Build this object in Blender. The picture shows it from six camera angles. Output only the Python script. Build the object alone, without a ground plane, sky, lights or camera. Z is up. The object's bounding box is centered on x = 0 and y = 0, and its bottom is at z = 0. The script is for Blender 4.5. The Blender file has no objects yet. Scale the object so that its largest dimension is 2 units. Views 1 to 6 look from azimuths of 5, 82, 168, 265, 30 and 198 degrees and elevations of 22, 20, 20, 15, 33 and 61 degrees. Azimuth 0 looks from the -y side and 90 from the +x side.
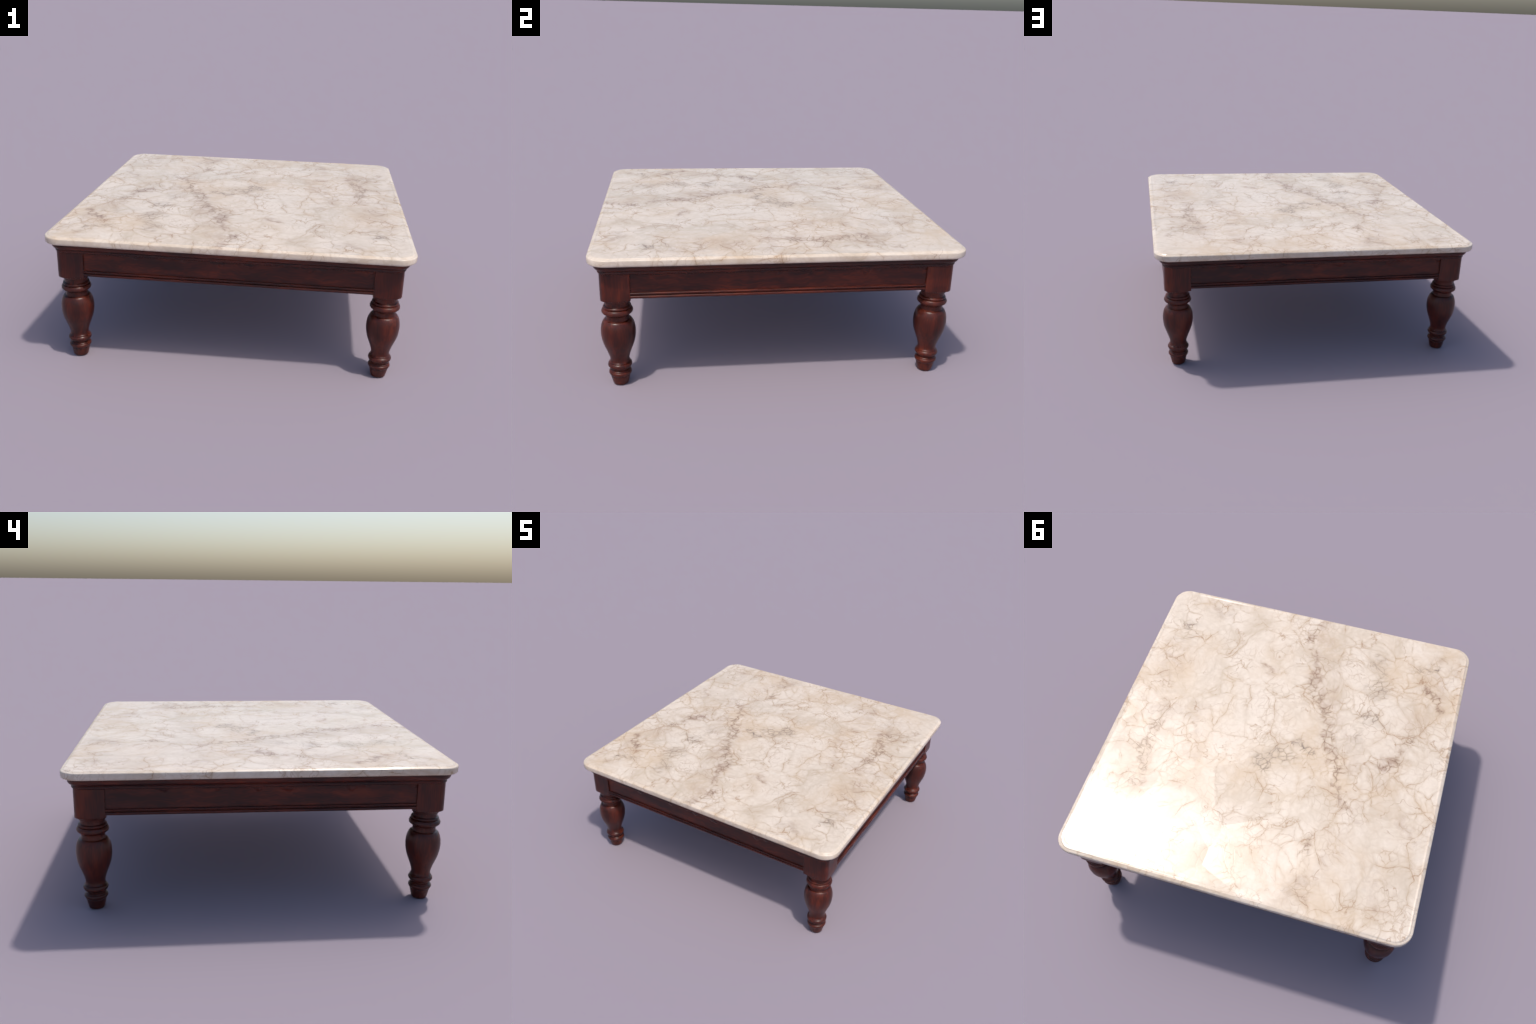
import bpy, bmesh, math, random
from mathutils import Vector, noise

random.seed(7)

# ------------------------------------------------------------------ helpers
def new_obj(name, bm, mat, parent=None, sharp=38):
    me = bpy.data.meshes.new(name)
    bmesh.ops.recalc_face_normals(bm, faces=bm.faces[:])
    bm.to_mesh(me)
    bm.free()
    me.shade_smooth()
    me.set_sharp_from_angle(angle=math.radians(sharp))
    me.materials.append(mat)
    ob = bpy.data.objects.new(name, me)
    bpy.context.scene.collection.objects.link(ob)
    if parent:
        ob.parent = parent
    return ob


def share(ob, name, parent):
    c = ob.copy()
    c.name = name
    c.parent = parent
    bpy.context.scene.collection.objects.link(c)
    return c


def smooth_profile(pts, step):
    """Catmull-Rom through (a, b) points, corners kept where a point repeats."""
    out, run = [], [pts[0]]
    runs = []
    for p in pts[1:]:
        if p == run[-1]:
            runs.append(run)
            run = [p]
        else:
            run.append(p)
    runs.append(run)
    for r in runs:
        if len(r) < 3:
            out += r
            continue
        ext = [(2 * r[0][0] - r[1][0], 2 * r[0][1] - r[1][1])] + r + \
              [(2 * r[-1][0] - r[-2][0], 2 * r[-1][1] - r[-2][1])]
        for i in range(1, len(ext) - 2):
            p0, p1, p2, p3 = ext[i - 1:i + 3]
            n = max(1, int(math.dist(p1, p2) / step))
            for k in range(n):
                t = k / n
                out.append(tuple(
                    0.5 * (2 * b + (c - a) * t + (2 * a - 5 * b + 4 * c - d) * t * t
                           + (3 * b - a - 3 * c + d) * t ** 3)
                    for a, b, c, d in zip(p0, p1, p2, p3)))
        out.append(r[-1])
    res = [out[0]]
    for p in out[1:]:
        if math.dist(p, res[-1]) > 1e-5:
            res.append(p)
    return res


def rounded_square(half, radius, n_arc, n_side):
    """Loop of (x, y, cornerness) round a square, arcs at the four corners."""
    pts = []
    for q in range(4):
        a0 = q * math.pi / 2
        cx, cy = [(1, 1), (-1, 1), (-1, -1), (1, -1)][q]
        c = (cx * (half - radius), cy * (half - radius))
        for k in range(n_arc + 1):
            a = a0 + math.pi / 2 * k / n_arc
            pts.append((c[0] + radius * math.cos(a), c[1] + radius * math.sin(a)))
        nx, ny = [(-1, 1), (-1, -1), (1, -1), (1, 1)][q]
        d = (nx * (half - radius), ny * (half - radius))
        e = (d[0] + radius * math.cos(a0 + math.pi / 2), d[1] + radius * math.sin(a0 + math.pi / 2))
        s = pts[-1]
        for k in range(1, n_side):
            t = k / n_side
            pts.append((s[0] + (e[0] - s[0]) * t, s[1] + (e[1] - s[1]) * t))
    return pts


def bridge(bm, a, b):
    n = len(a)
    for i in range(n):
        j = (i + 1) % n
        bm.faces.new((a[i], a[j], b[j], b[i]))


# ------------------------------------------------------------ node utilities
class Nodes:
    def __init__(self, tree):
        self.t = tree
        self.n = tree.nodes
        self.l = tree.links

    def put(self, sock, v):
        if v is None:
            return
        if isinstance(v, bpy.types.NodeSocket):
            self.l.new(v, sock)
        else:
            sock.default_value = v

    def math(self, op, a, b=None, c=None, clamp=False):
        n = self.n.new('ShaderNodeMath')
        n.operation = op
        n.use_clamp = clamp
        for s, v in zip(n.inputs, (a, b, c)):
            self.put(s, v)
        return n.outputs[0]

    def vec(self, op, a, b=None, scale=None):
        n = self.n.new('ShaderNodeVectorMath')
        n.operation = op
        self.put(n.inputs[0], a)
        self.put(n.inputs[1], b)
        if scale is not None:
            self.put(n.inputs['Scale'], scale)
        return n.outputs['Value'] if op in ('LENGTH', 'DOT_PRODUCT', 'DISTANCE') else n.outputs['Vector']

    def mapr(self, v, a, b, c=0.0, d=1.0, smooth=True):
        n = self.n.new('ShaderNodeMapRange')
        n.interpolation_type = 'SMOOTHSTEP' if smooth else 'LINEAR'
        self.put(n.inputs[0], v)
        for i, x in enumerate((a, b, c, d)):
            self.put(n.inputs[i + 1], x)
        return n.outputs[0]

    def noise(self, v, scale, detail=3, rough=0.5, dist=0.0, col=False):
        n = self.n.new('ShaderNodeTexNoise')
        self.put(n.inputs['Vector'], v)
        n.inputs['Scale'].default_value = scale
        n.inputs['Detail'].default_value = detail
        n.inputs['Roughness'].default_value = rough
        n.inputs['Distortion'].default_value = dist
        return n.outputs['Color' if col else 'Fac']

    def voro(self, v, scale, feature='DISTANCE_TO_EDGE', rnd=1.0):
        n = self.n.new('ShaderNodeTexVoronoi')
        n.feature = feature
        self.put(n.inputs['Vector'], v)
        n.inputs['Scale'].default_value = scale
        n.inputs['Randomness'].default_value = rnd
        return n.outputs[0]

    def mix(self, f, a, b, blend='MIX'):
        n = self.n.new('ShaderNodeMix')
        n.data_type = 'RGBA'
        n.blend_type = blend
        self.put(n.inputs['Factor'], f)
        for s, v in ((n.inputs[6], a), (n.inputs[7], b)):
            self.put(s, v if isinstance(v, bpy.types.NodeSocket) else (*v, 1.0))
        return n.outputs[2]

    def warp(self, v, scale, amp, detail=3):
        c = self.noise(v, scale, detail, 0.55, col=True)
        c = self.vec('SUBTRACT', c, (0.5, 0.5, 0.5))
        return self.vec('ADD', v, self.vec('SCALE', c, scale=amp))


def material(name):
    m = bpy.data.materials.new(name)
    m.use_nodes = True
    g = Nodes(m.node_tree)
    return m, g, m.node_tree.nodes['Principled BSDF']


# ------------------------------------------------------------------- marble
# (x, y, x2, y2, radius, strength) of stained seams in the stone
BROWN_SEAMS = [
    (-0.03, -0.95, 0.03, -0.82, 0.06, 0.7), (0.03, -0.82, -0.09, -0.56, 0.04, 0.75),
    (-0.09, -0.56, -0.17, -0.35, 0.07, 0.85), (-0.17, -0.35, -0.27, -0.17, 0.055, 0.9),
    (-0.27, -0.17, -0.36, 0.03, 0.06, 1.0), (-0.36, 0.03, -0.42, 0.19, 0.045, 0.9),
    (-0.42, 0.19, -0.48, 0.33, 0.04, 0.75), (-0.48, 0.33, -0.57, 0.40, 0.05, 0.55),
    (-0.79, -0.64, -0.88, -0.47, 0.055, 0.95), (-0.64, 0.02, -0.68, -0.06, 0.06, 1.0),
    (-0.68, -0.06, -0.74, -0.22, 0.035, 0.6), (-0.85, -0.89, -0.80, -0.84, 0.05, 0.6),
    (0.76, 0.06, 0.76, 0.26, 0.06, 0.85), (0.76, 0.26, 0.70, 0.46, 0.05, 0.85),
    (0.75, -0.22, 0.76, 0.06, 0.05, 0.45), (0.27, -0.52, 0.20, -0.50, 0.045, 0.75),
    (-0.35, 0.55, -0.33, 0.67, 0.045, 0.85), (-0.33, 0.67, -0.42, 0.94, 0.04, 0.5),
    (0.48, 0.09, 0.52, 0.05, 0.05, 0.65), (0.46, 0.15, 0.44, 0.45, 0.05, 0.45),
    (-0.83, 0.84, -0.75, 0.70, 0.05, 0.5), (-0.90, 0.43, -0.84, 0.30, 0.04, 0.55),
    (0.90, 0.64, 0.86, 0.60, 0.05, 0.6), (0.67, -0.89, 0.60, -0.82, 0.06, 0.4),
    (-0.23, -0.52, -0.17, -0.45, 0.04, 0.6), (0.40, 0.60, 0.45, 0.85, 0.05, 0.35),
    # broad faint bands that carry the seams across the slab
    (0.82, -0.48, 0.72, 0.60, 0.14, 0.42), (0.50, -0.05, 0.42, 0.80, 0.10, 0.34),
    (0.00, -0.95, -0.52, 0.40, 0.13, 0.36), (-0.52, 0.40, -0.33, 0.95, 0.11, 0.34),
    (-0.92, -0.80, -0.62, 0.05, 0.11, 0.32),
]
GREY_SEAMS = [
    (0.06, 0.17, -0.06, 0.09, 0.075, 1.0), (-0.13, -0.01, -0.17, 0.0, 0.05, 0.9),
    (-0.45, -0.78, -0.49, -0.48, 0.07, 0.6), (-0.47, -0.33, -0.42, -0.12, 0.08, 0.5),
    (0.86, -0.69, 0.80, -0.62, 0.08, 0.6), (0.58, -0.84, 0.68, -0.90, 0.07, 0.4),
    (-0.82, -0.80, -0.72, -0.76, 0.07, 0.6), (-0.58, -0.28, -0.44, -0.33, 0.07, 0.55),
    (0.63, -0.07, 0.55, 0.02, 0.07, 0.4), (-0.70, 0.60, -0.66, 0.80, 0.09, 0.35),
    (-0.32, 0.90, -0.38, 0.80, 0.06, 0.5), (-0.16, -0.78, -0.24, -0.72, 0.06, 0.35),
]


def seam_group():
    """Soft capsule mask: 1 on the segment A-B, falling to 0 at Radius."""
    gr = bpy.data.node_groups.new('seam_mask', 'ShaderNodeTree')
    for nm, ty in (('P', 'NodeSocketVector'), ('A', 'NodeSocketVector'), ('AB', 'NodeSocketVector'),
                   ('InvLen2', 'NodeSocketFloat'), ('Radius', 'NodeSocketFloat'), ('Strength', 'NodeSocketFloat'), ('Before', 'NodeSocketFloat')):
        gr.interface.new_socket(nm, in_out='INPUT', socket_type=ty)
    gr.interface.new_socket('Mask', in_out='OUTPUT', socket_type='NodeSocketFloat')
    g = Nodes(gr)
    i = gr.nodes.new('NodeGroupInput').outputs
    o = gr.nodes.new('NodeGroupOutput')
    # the mask so far is threaded through, so the seams are worked out in turn
    pp = g.vec('ADD', i['P'], g.math('MULTIPLY', i['Before'], 1e-9))
    pa = g.vec('SUBTRACT', pp, i['A'])
    t = g.math('MULTIPLY', g.vec('DOT_PRODUCT', pa, i['AB']), i['InvLen2'], clamp=True)
    d = g.vec('LENGTH', g.vec('SUBTRACT', pa, g.vec('SCALE', i['AB'], scale=t)))
    m = g.mapr(d, g.math('MULTIPLY', i['Radius'], 1.35), 0.0)
    gr.links.new(g.math('MAXIMUM', g.math('MULTIPLY', m, i['Strength']), i['Before']), o.inputs[0])
    return gr


def seam_mask(g, group, p, rows, total=None):
    for x, y, x2, y2, r, s in rows:
        n = g.n.new('ShaderNodeGroup')
        n.node_tree = group
        g.put(n.inputs['P'], p)
        n.inputs['A'].default_value = (x, y, 0)
        n.inputs['AB'].default_value = (x2 - x, y2 - y, 0)
        n.inputs['InvLen2'].default_value = 1 / ((x2 - x) ** 2 + (y2 - y) ** 2 + 1e-9)
        n.inputs['Radius'].default_value = r
        n.inputs['Strength'].default_value = s
        g.put(n.inputs['Before'], total)
        total = n.outputs[0]
    return total


def make_marble():
    m, g, bsdf = material('veined_marble')
    p = g.n.new('ShaderNodeTexCoord').outputs['Object']
    flat = g.vec('MULTIPLY', p, (1, 1, 0))
    group = seam_group()
    wide = g.warp(g.warp(flat, 5.0, 0.24, 2), 18.0, 0.09, 3)
    wide = g.vec('MULTIPLY', wide, (1, 1, 0))
    brown = seam_mask(g, group, wide, BROWN_SEAMS)
    grey = seam_mask(g, group, wide, GREY_SEAMS, g.math('MULTIPLY', brown, 1e-6))

    # crazed network of veins, three sizes of cell on the same warped stone
    w = g.warp(p, 2.6, 0.20, 2)
    w = g.warp(w, 13.0, 0.050, 3)
    shift = g.vec('ADD', w, (3.1, 1.7, 0.4))
    e1 = g.voro(g.vec('MULTIPLY', w, (1.0, 0.8, 1.0)), 4.4)
    e2 = g.voro(shift, 8.5)
    e3 = g.voro(g.vec('ADD', w, (7.7, 5.2, 2.4)), 20.0)
    f1 = g.noise(g.vec('ADD', p, (4, 2, 8)), 5.0, 2, 0.6)
    f2 = g.noise(g.vec('ADD', p, (9, 1, 3)), 6.5, 2, 0.6)
    fib = g.noise(w, 60.0, 2, 0.7)                      # breaks the lines up
    patch = g.mapr(g.noise(w, 6.0, 3, 0.6), 0.32, 0.52, 0.55, 1.0)
    stain = g.math('MULTIPLY', g.math('MAXIMUM', brown, grey), patch)
    l1 = g.mapr(e1, 0.012, 0.0)
    l2 = g.mapr(e2, 0.016, 0.0)
    gap = g.mapr(g.noise(g.vec('ADD', w, (5, 5, 2)), 11.0, 2, 0.6), 0.36, 0.54, 0.22, 1.0)
    v1 = g.math('MULTIPLY', g.math('MULTIPLY', l1, gap), g.mapr(f1, 0.38, 0.62, 0.10, 1.0))
    v2 = g.math('MULTIPLY', g.math('MULTIPLY', l2, gap), g.mapr(f2, 0.44, 0.66, 0.0, 0.9))
    e4 = g.voro(g.vec('ADD', w, (1.7, 8.2, 5.4)), 36.0)
    l3 = g.mapr(e3, 0.046, 0.0)
    v3 = g.math('MULTIPLY', g.math('MAXIMUM', l3, g.mapr(e4, 0.050, 0.0, 0.0, 0.28)), g.mapr(stain, 0.25, 0.85, 0.0, 0.95))
    v3 = g.math('MULTIPLY', v3, g.mapr(fib, 0.32, 0.58, 0.25, 1.0))
    v5 = g.math('MULTIPLY', l3, g.mapr(f1, 0.46, 0.68, 0.0, 0.55))
    # long wandering hairlines
    r = g.noise(w, 2.6, 4, 0.55)
    v4 = g.math('MULTIPLY', g.mapr(g.math('ABSOLUTE', g.math('SUBTRACT', r, 0.5)), 0.005, 0.0),
                g.mapr(f2, 0.40, 0.62, 0.1, 0.8))
    vein = g.math('MAXIMUM', g.math('MAXIMUM', v1, v2), g.math('MAXIMUM', v4, v5))
    # the seam's own wandering core
    core = g.math('MULTIPLY', g.mapr(g.math('MAXIMUM', brown, grey), 0.45, 0.92), g.mapr(fib, 0.34, 0.56, 0.15, 1.0))
    web = g.math('MAXIMUM', g.mapr(e3, 0.12, 0.0), g.mapr(e2, 0.055, 0.0))
    core = g.math('MULTIPLY', g.math('MULTIPLY', core, patch), web)
    vein = g.math('MULTIPLY', vein, g.mapr(fib, 0.28, 0.55, 0.50, 1.0))

    # clouding: milky hearts of the cells, beige toward their rims
    cloud = g.noise(w, 3.4, 6, 0.60)
    milk = g.math('ADD', g.math('MULTIPLY', g.mapr(e1, 0.0, 0.16), 0.22),
                  g.math('MULTIPLY', g.mapr(e2, 0.0, 0.14), g.mapr(f2, 0.35, 0.65, 0.08, 0.35)))
    milk = g.math('ADD', milk, g.math('MULTIPLY', g.mapr(e3, 0.0, 0.22), 0.16))
    milk = g.math('ADD', milk, g.mapr(cloud, 0.28, 0.70, 0.0, 0.75))
    heart = g.vec('LENGTH', g.vec('SUBTRACT', wide, (0.10, -0.30, 0.0)))
    milk = g.math('ADD', milk, g.mapr(heart, 0.42, 0.05, 0.0, 0.30))
    milk = g.math('SUBTRACT', milk, g.math('MULTIPLY', stain, 0.35))
    milk = g.mapr(milk, 0.10, 1.36)
    hue = g.noise(g.vec('ADD', p, (2, 6, 1)), 2.4, 3, 0.6)
    beige = g.mix(g.mapr(hue, 0.38, 0.60), BEIGE_GREY, BEIGE_WARM)
    col = g.mix(milk, beige, MILK)
    mott = g.noise(w, 48.0, 4, 0.75)
    col = g.mix(g.mapr(mott, 0.35, 0.75, 0.0, 0.20), col, BEIGE_DARK)
    # warm bleed either side of the veins
    halo = g.math('MAXIMUM', g.math('MULTIPLY', g.mapr(e1, 0.075, 0.0), g.math('MULTIPLY', gap, g.mapr(f1, 0.38, 0.66, 0.0, 1.0))),
                  g.math('MULTIPLY', g.mapr(e2, 0.09, 0.0), g.math('MULTIPLY', gap, g.mapr(f2, 0.44, 0.68, 0.0, 0.9))))
    halo = g.math('MAXIMUM', halo, g.math('MULTIPLY', g.mapr(e3, 0.22, 0.0), g.mapr(stain, 0.2, 0.8, 0.0, 1.1)))
    col = g.mix(g.math('MULTIPLY', halo, 0.34), col, HALO_TAN)
    # soft stain, broken up by its own noise
    brk = g.mapr(g.noise(w, 10.0, 4, 0.7), 0.38, 0.66, 0.05, 1.0)
    col = g.mix(g.math('MULTIPLY', g.math('MULTIPLY', grey, brk), 0.48), col, STAIN_GREY)
    col = g.mix(g.math('MULTIPLY', g.math('MULTIPLY', brown, brk), 0.60), col, STAIN_BROWN)
    deep = g.mix(g.mapr(g.math('SUBTRACT', grey, brown), -0.1, 0.3), VEIN_DARK, VEIN_GREY)
    vcol = g.mix(g.mapr(stain, 0.15, 0.7), VEIN_TAN, deep)
    vs = g.math('MULTIPLY', vein, g.mapr(stain, 0.0, 0.6, 0.78, 0.95))
    col = g.mix(vs, col, vcol)
    col = g.mix(g.math('MULTIPLY', core, 0.46), col, deep)
    col = g.mix(g.math('MULTIPLY', v3, 0.42), col, deep)
    g.put(bsdf.inputs['Base Color'], col)
    bsdf.inputs['Roughness'].default_value = MARBLE_ROUGH
    bsdf.inputs['IOR'].default_value = 1.5
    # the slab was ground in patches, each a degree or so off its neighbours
    vo = g.n.new('ShaderNodeTexVoronoi')
    vo.inputs['Scale'].default_value = 2.4
    g.put(vo.inputs['Vector'], g.warp(p, 2.0, 0.15, 1))
    tilt = g.vec('SCALE', g.vec('SUBTRACT', vo.outputs['Color'], (0.5, 0.5, 0.5)), scale=0.050)
    nrm = g.n.new('ShaderNodeNewGeometry').outputs['Normal']
    nrm = g.vec('NORMALIZE', g.vec('ADD', nrm, tilt))
    # veins sit a hair below the polish
    b = g.n.new('ShaderNodeBump')
    b.inputs['Strength'].default_value = 0.07
    b.inputs['Distance'].default_value = 0.0012
    g.put(b.inputs['Height'], g.math('MULTIPLY', g.math('MAXIMUM', l1, l2), -1.0))
    g.put(b.inputs['Normal'], nrm)
    g.put(bsdf.inputs['Normal'], b.outputs[0])
    return m


MARBLE_ROUGH = 0.26
MILK = (0.722, 0.618, 0.512)
BEIGE_WARM = (0.610, 0.474, 0.342)
BEIGE_GREY = (0.565, 0.460, 0.352)
BEIGE_DARK = (0.460, 0.345, 0.240)
HALO_TAN = (0.455, 0.320, 0.200)
STAIN_GREY = (0.350, 0.285, 0.235)
STAIN_BROWN = (0.290, 0.168, 0.110)
VEIN_TAN = (0.330, 0.180, 0.092)
VEIN_DARK = (0.175, 0.092, 0.056)
VEIN_GREY = (0.150, 0.115, 0.098)


# --------------------------------------------------------------------- wood
def make_wood(name, axis, figure, lo=0.46, hi=0.80, runs=False):  # runs: mix a ragged dark band into the wood colour along the panel top
    """Mahogany; axis = 'X', 'Z' or 'RING' (along each side of a frame)."""
    m, g, bsdf = material(name)
    p = g.n.new('ShaderNodeTexCoord').outputs['Object']
    rnd = g.n.new('ShaderNodeObjectInfo').outputs['Random']
    if axis == 'RING':
        s = g.n.new('ShaderNodeSeparateXYZ')
        g.put(s.inputs[0], p)
        c = g.n.new('ShaderNodeCombineXYZ')
        g.put(c.inputs[0], s.outputs[1])
        g.put(c.inputs[1], s.outputs[0])
        g.put(c.inputs[2], s.outputs[2])
        side = g.math('GREATER_THAN', g.math('ABSOLUTE', s.outputs[0]), g.math('ABSOLUTE', s.outputs[1]))
        mx = g.n.new('ShaderNodeMix')
        mx.data_type = 'VECTOR'
        g.put(mx.inputs['Factor'], side)
        g.put(mx.inputs[4], p)
        g.put(mx.inputs[5], c.outputs[0])
        q = mx.outputs[1]
    else:
        q = p
    off = g.n.new('ShaderNodeCombineXYZ')
    g.put(off.inputs[0], g.math('MULTIPLY', rnd, 17.0))
    g.put(off.inputs[1], g.math('MULTIPLY', rnd, 29.0))
    g.put(off.inputs[2], g.math('MULTIPLY', rnd, 11.0))
    q = g.vec('ADD', q, off.outputs[0])
    k = 0.07
    stretch = (1, 1, k) if axis == 'Z' else (k, 1, 1)
    figw = g.warp(q, 7.0, figure, 2)
    s = g.vec('MULTIPLY', figw, stretch)
    band = g.noise(s, 26.0, 4, 0.6, 0.4)
    fibre = g.noise(s, 150.0, 4, 0.65)
    pore = g.noise(g.vec('MULTIPLY', q, (1, 1, 0.03) if axis == 'Z' else (0.03, 1, 1)), 420.0, 2, 0.5)
    blot = g.noise(g.vec('MULTIPLY', q, (1, 1, 0.45) if axis == 'Z' else (0.45, 1, 1)), 9.0, 3, 0.55)
    t = g.math('ADD', g.math('MULTIPLY', band, 0.42), g.math('MULTIPLY', fibre, 0.36))
    t = g.math('ADD', t, g.math('MULTIPLY', blot, 0.42))
    t = g.mapr(t, lo, hi)
    cr = g.n.new('ShaderNodeValToRGB')
    g.put(cr.inputs[0], t)
    e = cr.color_ramp.elements
    e[0].position, e[0].color = 0.0, (*WOOD_DARK, 1)
    e[1].position, e[1].color = 1.0, (*WOOD_BRIGHT, 1)
    x = e.new(0.5)
    x.color = (*WOOD_MID, 1)
    col = g.mix(g.mapr(pore, 0.58, 0.72, 0.0, 0.55), cr.outputs[0], WOOD_PORE)
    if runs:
        # ragged shade under the cornice, painted dark into the panel colour
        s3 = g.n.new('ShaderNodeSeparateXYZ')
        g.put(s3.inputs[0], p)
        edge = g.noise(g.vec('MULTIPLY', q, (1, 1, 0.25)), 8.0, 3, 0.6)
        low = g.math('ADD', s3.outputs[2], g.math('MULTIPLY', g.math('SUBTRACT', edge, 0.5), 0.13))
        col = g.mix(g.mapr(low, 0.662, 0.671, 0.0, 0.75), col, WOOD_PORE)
    g.put(bsdf.inputs['Base Color'], col)
    g.put(bsdf.inputs['Roughness'], g.mapr(blot, 0.3, 0.7, WOOD_ROUGH - 0.05, WOOD_ROUGH + 0.06))
    bsdf.inputs['IOR'].default_value = 1.41
    b = g.n.new('ShaderNodeBump')
    b.inputs['Strength'].default_value = 0.18
    b.inputs['Distance'].default_value = 0.0008
    g.put(b.inputs['Height'], g.math('ADD', fibre, g.math('MULTIPLY', blot, 1.5)))
    g.put(bsdf.inputs['Normal'], b.outputs[0])
    return m


WOOD_ROUGH = 0.33
WOOD_DARK = (0.026, 0.0062, 0.0046)
WOOD_MID = (0.078, 0.0128, 0.0060)
WOOD_BRIGHT = (0.158, 0.0255, 0.0086)
WOOD_PORE = (0.018, 0.006, 0.005)

marble = make_marble()
wood_leg = make_wood('mahogany_upright_grain', 'Z', 0.02, 0.40, 0.86)
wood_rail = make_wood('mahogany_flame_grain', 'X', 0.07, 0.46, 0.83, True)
wood_frame = make_wood('mahogany_frame_grain', 'RING', 0.03)

# ------------------------------------------------------------------- object
table = bpy.data.objects.new('coffee_table', None)
bpy.context.scene.collection.objects.link(table)
table['label'] = 'low square coffee table, veined cream marble top, turned mahogany legs'
table['category'] = 'coffee table'

# --- marble top: rounded slab with a sunk lip round its upper edge
TOP_Z = 0.7620
LATTICE = 0.27
cells = {}


def lattice(i, j):
    if (i, j) not in cells:
        rr = random.Random(i * 971 + j * 131 + 5)
        cells[(i, j)] = rr.uniform(-1.1, 0.55)
    return cells[(i, j)]


def facet(x, y):
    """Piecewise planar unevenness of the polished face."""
    a = 0.5
    u, v = (x * math.cos(a) - y * math.sin(a)) / LATTICE, (x * math.sin(a) + y * math.cos(a)) / LATTICE
    i, j = math.floor(u), math.floor(v)
    u, v = u - i, v - j
    h00, h10, h01, h11 = lattice(i, j), lattice(i + 1, j), lattice(i, j + 1), lattice(i + 1, j + 1)
    if u > v:
        return h00 + (h10 - h00) * u + (h11 - h10) * v
    return h00 + (h01 - h00) * v + (h11 - h01) * u


def droop(x, y):
    """The polish rolls away unevenly toward the edges."""
    d = 1 - max(abs(x), abs(y))
    w = 0.075 + 0.085 * noise.noise(Vector((x * 2.3, y * 2.3, 11)))
    return 0.0020 * max(0.0, min(1.0, (w - d) / 0.05))


def build_slab():
    bm = bmesh.new()
    HALF, RAD, NA, NS = 1.0, 0.097, 14, 60
    # (inset, z at the corners, z along the sides): underside edge, side, then
    # a lip with a sunk groove that runs out into a plain bevel along the sides
    prof = [(0.0095, 0.7198, 0.7198), (0.0045, 0.7211, 0.7211), (0.0012, 0.7245, 0.7245), (0.0, 0.7305, 0.7305),
            (0.0, 0.7400, 0.7400), (0.0, 0.7500, 0.7500), (0.0006, 0.7544, 0.7544), (0.0025, 0.7568, 0.7566),
            (0.0055, 0.7581, 0.7582), (0.0095, 0.7588, 0.7600), (0.0125, 0.7592, 0.7612), (0.0150, 0.7605, 0.7622),
            (0.0172, 0.7624, 0.7630), (0.0200, 0.7636, 0.7637), (0.0240, 0.7641, 0.7643), (0.034, 0.7645, 0.7646),
            (0.050, 0.7647, 0.7647)]
    rings = []
    for ins, zc, zs in prof:
        loop = rounded_square(HALF - ins, RAD - ins * 0.9, NA, NS)
        ring = []
        for x, y in loop:
            along = min(abs(x), abs(y))
            sunk = max(0.0, min(1.0, (along - 0.60) / 0.25 + 0.5 * noise.noise(Vector((x * 5, y * 5, 2.0)))))
            sunk = sunk * sunk * (3 - 2 * sunk)
            z = zs + (zc - zs) * sunk
            out = 1.0
            if z > 0.753:
                z += 0.0007 * noise.noise(Vector((x * 16, y * 16, ins * 40))) \
                    + 0.0009 * max(0.0, noise.noise(Vector((x * 34, y * 34, 9))) - 0.1) * (-1 if ins < 0.012 else 0.4)
                out = 1 - 0.0012 * abs(noise.noise(Vector((x * 12, y * 12, 3)))) * (0 if ins < 0.001 else 1)
            elif z < 0.7225:
                z += 0.0007 * noise.noise(Vector((x * 9, y * 9, 7)))
            z -= droop(x, y) if ins > 0.02 else 0.0
            worn = max(0.0, 1 - math.hypot(x - 0.70, y - 1.0) / 0.55)
            if z > 0.753 and ins < 0.03:
                z -= 0.0022 * worn * max(0.0, noise.noise(Vector((x * 11, y * 11, 21))) + 0.25)
            ring.append(bm.verts.new((x * min(out, 1.0), y * min(out, 1.0), z)))
        rings.append(ring)
    for a, b in zip(rings, rings[1:]):
        bridge(bm, a, b)
    # top face, concentric grid following the outline
    base = [v.co.copy() for v in rings[-1]]
    last = rings[-1]
    STEPS = 60
    for k in range(1, STEPS):
        t = 1 - 0.3 * k / STEPS - 0.7 * (k / STEPS) ** 1.8
        ring = []
        for c in base:
            x, y = c.x * t, c.y * t
            edge = min(1.0, (0.95 - max(abs(x), abs(y))) / 0.10)
            z = 0.7644 + edge * (0.0004 + 0.0022 * facet(x, y) + 0.0005 * noise.noise(Vector((x * 3, y * 3, 1))))
            z -= droop(x, y)
            ring.append(bm.verts.new((x, y, z)))
        bridge(bm, last, ring)
        last = ring
    mid = bm.verts.new((0, 0, last[0].co.z))
    for i in range(len(last)):
        bm.faces.new((last[i], last[(i + 1) % len(last)], mid))
    # underside
    under = [bm.verts.new((v.co.x * 0.86, v.co.y * 0.86, 0.7196)) for v in rings[0]]
    bridge(bm, under, rings[0])
    bm.faces.new(under)
    return new_obj('table_top', bm, marble, table, 50)


build_slab()

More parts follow.
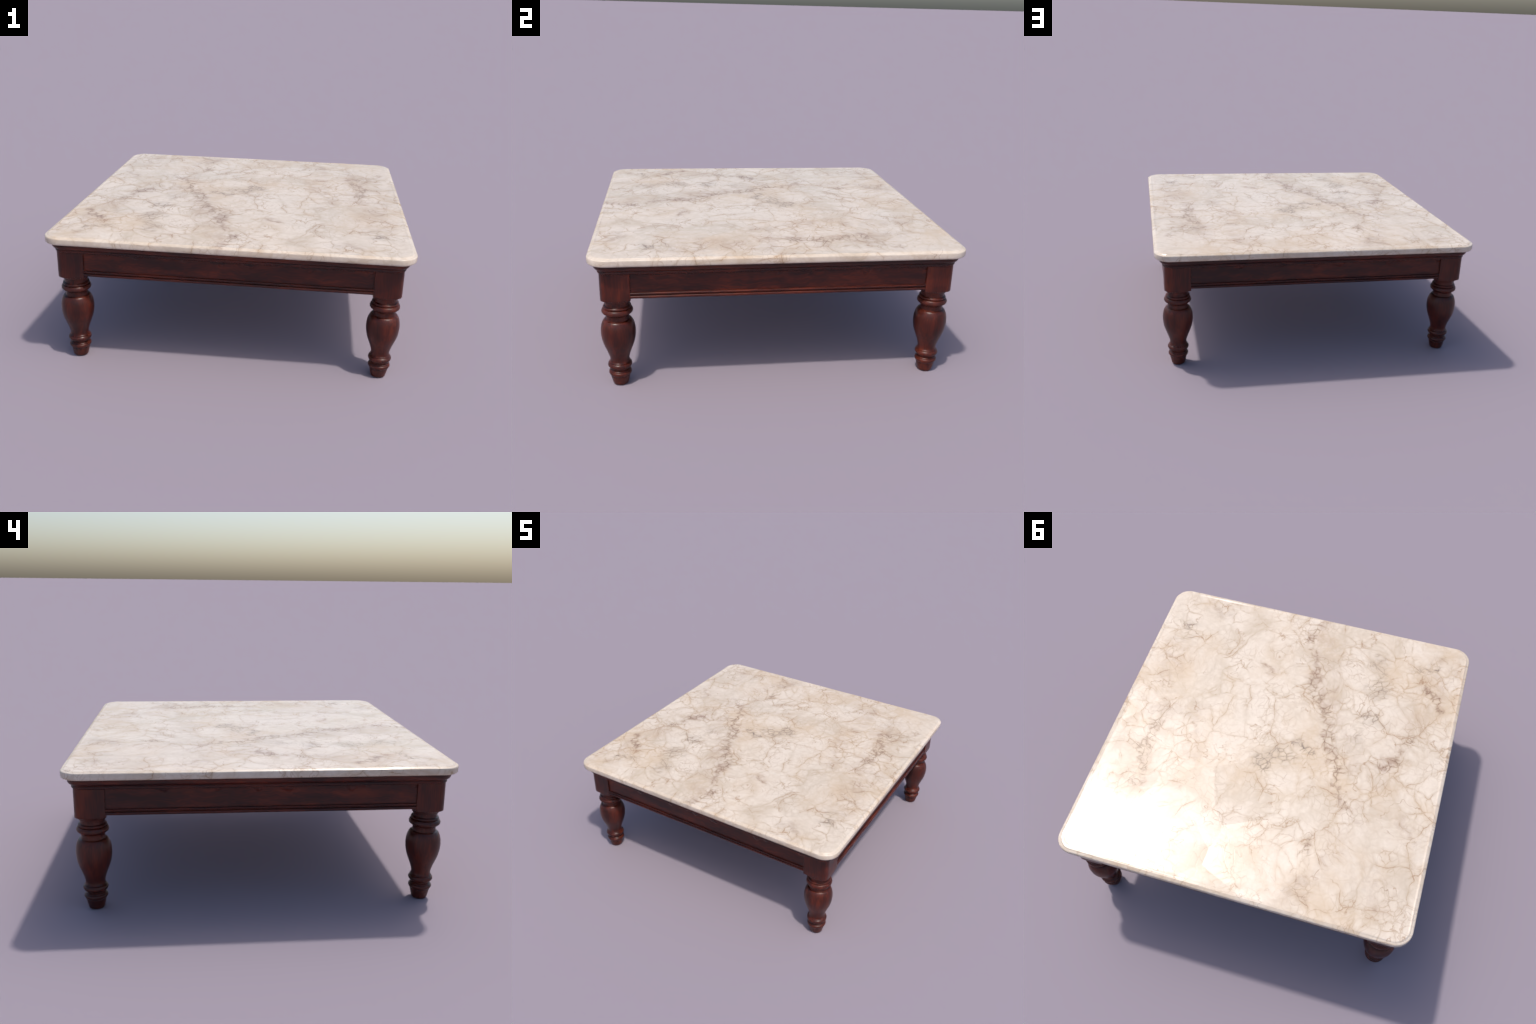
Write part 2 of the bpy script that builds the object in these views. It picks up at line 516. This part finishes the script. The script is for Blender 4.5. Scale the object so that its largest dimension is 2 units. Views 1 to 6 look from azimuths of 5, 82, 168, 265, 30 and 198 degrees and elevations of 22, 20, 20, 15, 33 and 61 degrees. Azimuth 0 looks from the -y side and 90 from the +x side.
# --- cornice moulding under the slab
def build_cornice():
    bm = bmesh.new()
    prof = [(0.885, 0.7206), (0.968, 0.7206), (0.968, 0.7206), (0.9715, 0.7130), (0.9718, 0.7030), (0.9700, 0.6950),
            (0.9655, 0.6880), (0.9595, 0.6838), (0.9545, 0.6812), (0.9545, 0.6812), (0.9518, 0.6790),
            (0.9512, 0.6765), (0.9512, 0.6765), (0.9530, 0.6742), (0.9537, 0.6702), (0.9524, 0.6660),
            (0.9475, 0.6630), (0.9475, 0.6630), (0.9420, 0.6620), (0.885, 0.6610)]
    prof = smooth_profile(prof, 0.0022)
    rings = []
    for h, z in prof:
        rad = max(0.004, 0.047 + (h - 0.94))
        loop = rounded_square(h, rad, 10, 70)
        sag = 0.0012 if z < 0.70 else 0.0003
        rings.append([bm.verts.new((x, y, z + sag * noise.noise(Vector((x * 7, y * 7, 5))))) for x, y in loop])
    for a, b in zip(rings, rings[1:] + rings[:1]):
        bridge(bm, a, b)
    return new_obj('cornice', bm, wood_frame, table, 32)


build_cornice()

# --- aprons, each a recessed panel over a reeded bead moulding
def extrude_profile(bm, prof, half, n=40, wob=0.0, swell=0.0):
    rings = []
    for k in range(n + 1):
        x = -half + 2 * half * k / n
        ring = []
        for o, z in prof:
            d = wob * noise.noise(Vector((x * 3.1, o * 2, z * 9 + 4)))
            if swell and o > 0.93:
                # panel top modelled as uneven overhangs, to get scalloped shading below the cornice
                bulge = noise.noise(Vector((x * 6.5, 3.7, 0))) + 0.6 * noise.noise(Vector((x * 19, 8.1, 0)))
                reach = 0.664 - 0.040 * max(0.0, min(1.0, 1.6 * bulge))
                d -= swell * max(0.0, min(1.0, (z - reach) / 0.016)) * max(0.0, min(1.0, 2.5 * bulge))
            ring.append(bm.verts.new((x, -o + d, z + d * 0.3)))
        rings.append(ring)
    for a, b in zip(rings, rings[1:]):
        bridge(bm, a, b)
    bm.faces.new(rings[0])
    bm.faces.new(rings[-1])


PANEL = [(0.892, 0.700), (0.892, 0.5290), (0.9355, 0.5290)] + \
        [(0.9355, 0.5290 + 0.151 * k / 24) for k in range(1, 25)]
BEAD = smooth_profile(
    [(0.910, 0.5555), (0.935, 0.5585), (0.935, 0.5585), (0.9415, 0.5578), (0.9442, 0.5550), (0.9444, 0.5516),
     (0.9424, 0.5486), (0.9380, 0.5468), (0.9380, 0.5468), (0.9345, 0.5440), (0.9376, 0.5414), (0.9376, 0.5414),
     (0.9418, 0.5393), (0.9438, 0.5343), (0.9424, 0.5293), (0.9380, 0.5251), (0.9380, 0.5251), (0.930, 0.5244),
     (0.910, 0.5244)], 0.0016)


def build_aprons():
    bm = bmesh.new()
    extrude_profile(bm, PANEL, 0.80, 200, 0.0016, 0.010)
    apron = new_obj('apron', bm, wood_rail, table, 40)
    bm = bmesh.new()
    extrude_profile(bm, BEAD, 0.797, 120, 0.0016)
    bead = new_obj('bead_moulding', bm, wood_rail, apron, 45)
    for q in range(1, 4):
        a = share(apron, 'apron', table)
        a.rotation_euler = (0, 0, q * math.pi / 2)
        share(bead, 'bead_moulding', a)


build_aprons()

# --- legs: lathe-turned baluster under a square post with one rounded corner
LEG = [
    (0.0000, 0.0342), (0.0010, 0.0384), (0.0045, 0.0410), (0.0100, 0.0427), (0.0300, 0.0476), (0.0520, 0.0525), (0.0520, 0.0525),
    (0.0545, 0.0508), (0.0545, 0.0508), (0.0570, 0.0540), (0.0620, 0.0585), (0.0680, 0.0609), (0.0740, 0.0605),
    (0.0790, 0.0580), (0.0812, 0.0538), (0.0812, 0.0538), (0.0835, 0.0556), (0.0860, 0.0545), (0.0882, 0.0515), (0.0882, 0.0515),
    (0.0905, 0.0478), (0.0935, 0.0472), (0.0965, 0.0480), (0.0965, 0.0480),
    (0.0985, 0.0525), (0.1030, 0.0580), (0.1080, 0.0620), (0.1140, 0.0642), (0.1200, 0.0638), (0.1255, 0.0612),
    (0.1295, 0.0572), (0.1295, 0.0572), (0.1312, 0.0532), (0.1312, 0.0532), (0.1335, 0.0562), (0.1360, 0.0548), (0.1385, 0.0522),
    (0.1385, 0.0522), (0.1500, 0.0508), (0.1680, 0.0538), (0.1900, 0.0606), (0.2130, 0.0692), (0.2360, 0.0780), (0.2600, 0.0852),
    (0.2850, 0.0898), (0.3100, 0.0916), (0.3350, 0.0902), (0.3550, 0.0862), (0.3700, 0.0806), (0.3800, 0.0745), (0.3845, 0.0690),
    (0.3858, 0.0632), (0.3858, 0.0632), (0.3866, 0.0622), (0.3900, 0.0618), (0.4000, 0.0604), (0.4080, 0.0608), (0.4110, 0.0608),
    (0.4110, 0.0608), (0.4130, 0.0650), (0.4165, 0.0668), (0.4180, 0.0655), (0.4180, 0.0655), (0.4200, 0.0710),
    (0.4240, 0.0775), (0.4290, 0.0811), (0.4340, 0.0823), (0.4400, 0.0813), (0.4455, 0.0787), (0.4500, 0.0750), (0.4515, 0.0692),
    (0.4515, 0.0692), (0.4530, 0.0712), (0.4570, 0.0734), (0.4620, 0.0726), (0.4655, 0.0700), (0.4672, 0.0645), (0.4672, 0.0645),
    (0.4690, 0.0630), (0.4780, 0.0630), (0.4850, 0.0634), (0.4872, 0.0636), (0.4872, 0.0636), (0.4885, 0.0684),
    (0.4920, 0.0708), (0.4960, 0.0712), (0.4980, 0.0708), (0.4980, 0.0708), (0.5060, 0.0706)]
LEG_C = 0.864
SHIFT = 0.0020       # the post stands a shade outside the turning's axis


def build_legs():
    prof = smooth_profile(LEG, 0.0022)
    bm = bmesh.new()
    N = 72
    rings = []
    for z, r in prof:
        ring = []
        for k in range(N):
            a = 2 * math.pi * k / N
            rr = r * (1 + 0.004 * noise.noise(Vector((math.cos(a) * 1.3, math.sin(a) * 1.3, z * 12))))
            ring.append(bm.verts.new((rr * math.cos(a), rr * math.sin(a), z)))
        rings.append(ring)
    for a, b in zip(rings, rings[1:]):
        bridge(bm, a, b)
    bm.faces.new(rings[0])
    bm.faces.new(rings[-1])
    leg = new_obj('leg', bm, wood_leg, table, 34)

    bm = bmesh.new()
    H, R0, R1 = 0.0785, 0.040, 0.0025
    loop = []
    for q, (sx, sy) in enumerate([(1, 1), (-1, 1), (-1, -1), (1, -1)]):
        R, n = (R0, 14) if q == 0 else (R1, 3)
        for k in range(n + 1):
            a = q * math.pi / 2 + math.pi / 2 * k / n
            loop.append((sx * (H - R) + R * math.cos(a) + SHIFT, sy * (H - R) + R * math.sin(a) + SHIFT))
        nq = (q + 1) % 4
        ns = [(1, 1), (-1, 1), (-1, -1), (1, -1)][nq]
        Rn = R0 if nq == 0 else R1
        a = q * math.pi / 2 + math.pi / 2
        e = (ns[0] * (H - Rn) + Rn * math.cos(a) + SHIFT, ns[1] * (H - Rn) + Rn * math.sin(a) + SHIFT)
        s = loop[-1]
        for k in range(1, 10):
            t = k / 10
            loop.append((s[0] + (e[0] - s[0]) * t, s[1] + (e[1] - s[1]) * t))

    def foot(x, y, extra):
        rho = math.hypot(x, y)
        return 0.5065 + extra + 0.22 * max(0.0, rho - H)
    rows = []
    for z in (0.712, 0.66, 0.60, 0.55):
        rows.append([bm.verts.new((x, y, z)) for x, y in loop])
    rows.append([bm.verts.new((x, y, foot(x, y, 0.0022))) for x, y in loop])
    rows.append([bm.verts.new((x * 0.992, y * 0.992, foot(x, y, 0.0004))) for x, y in loop])
    rows.append([bm.verts.new((x * 0.975, y * 0.975, foot(x, y, -0.0006))) for x, y in loop])
    for rr, z in ((0.0750, 0.5050), (0.0728, 0.5010), (0.0712, 0.4975)):
        row = []
        for x, y in loop:
            rho = math.hypot(x, y)
            row.append(bm.verts.new((x * rr / rho, y * rr / rho, z)))
        rows.append(row)
    for a, b in zip(rows, rows[1:]):
        bridge(bm, a, b)
    bm.faces.new(rows[0])
    bm.faces.new(rows[-1])
    post = new_obj('post_block', bm, wood_leg, leg, 40)
    legs = [leg]
    for q in range(1, 4):
        c = share(leg, 'leg', table)
        share(post, 'post_block', c)
        legs.append(c)
    for q, c in enumerate(legs):
        a = q * math.pi / 2
        sx, sy = [(1, 1), (-1, 1), (-1, -1), (1, -1)][q]
        c.location = (sx * LEG_C, sy * LEG_C, 0)
        c.rotation_euler = (0, 0, a)


build_legs()
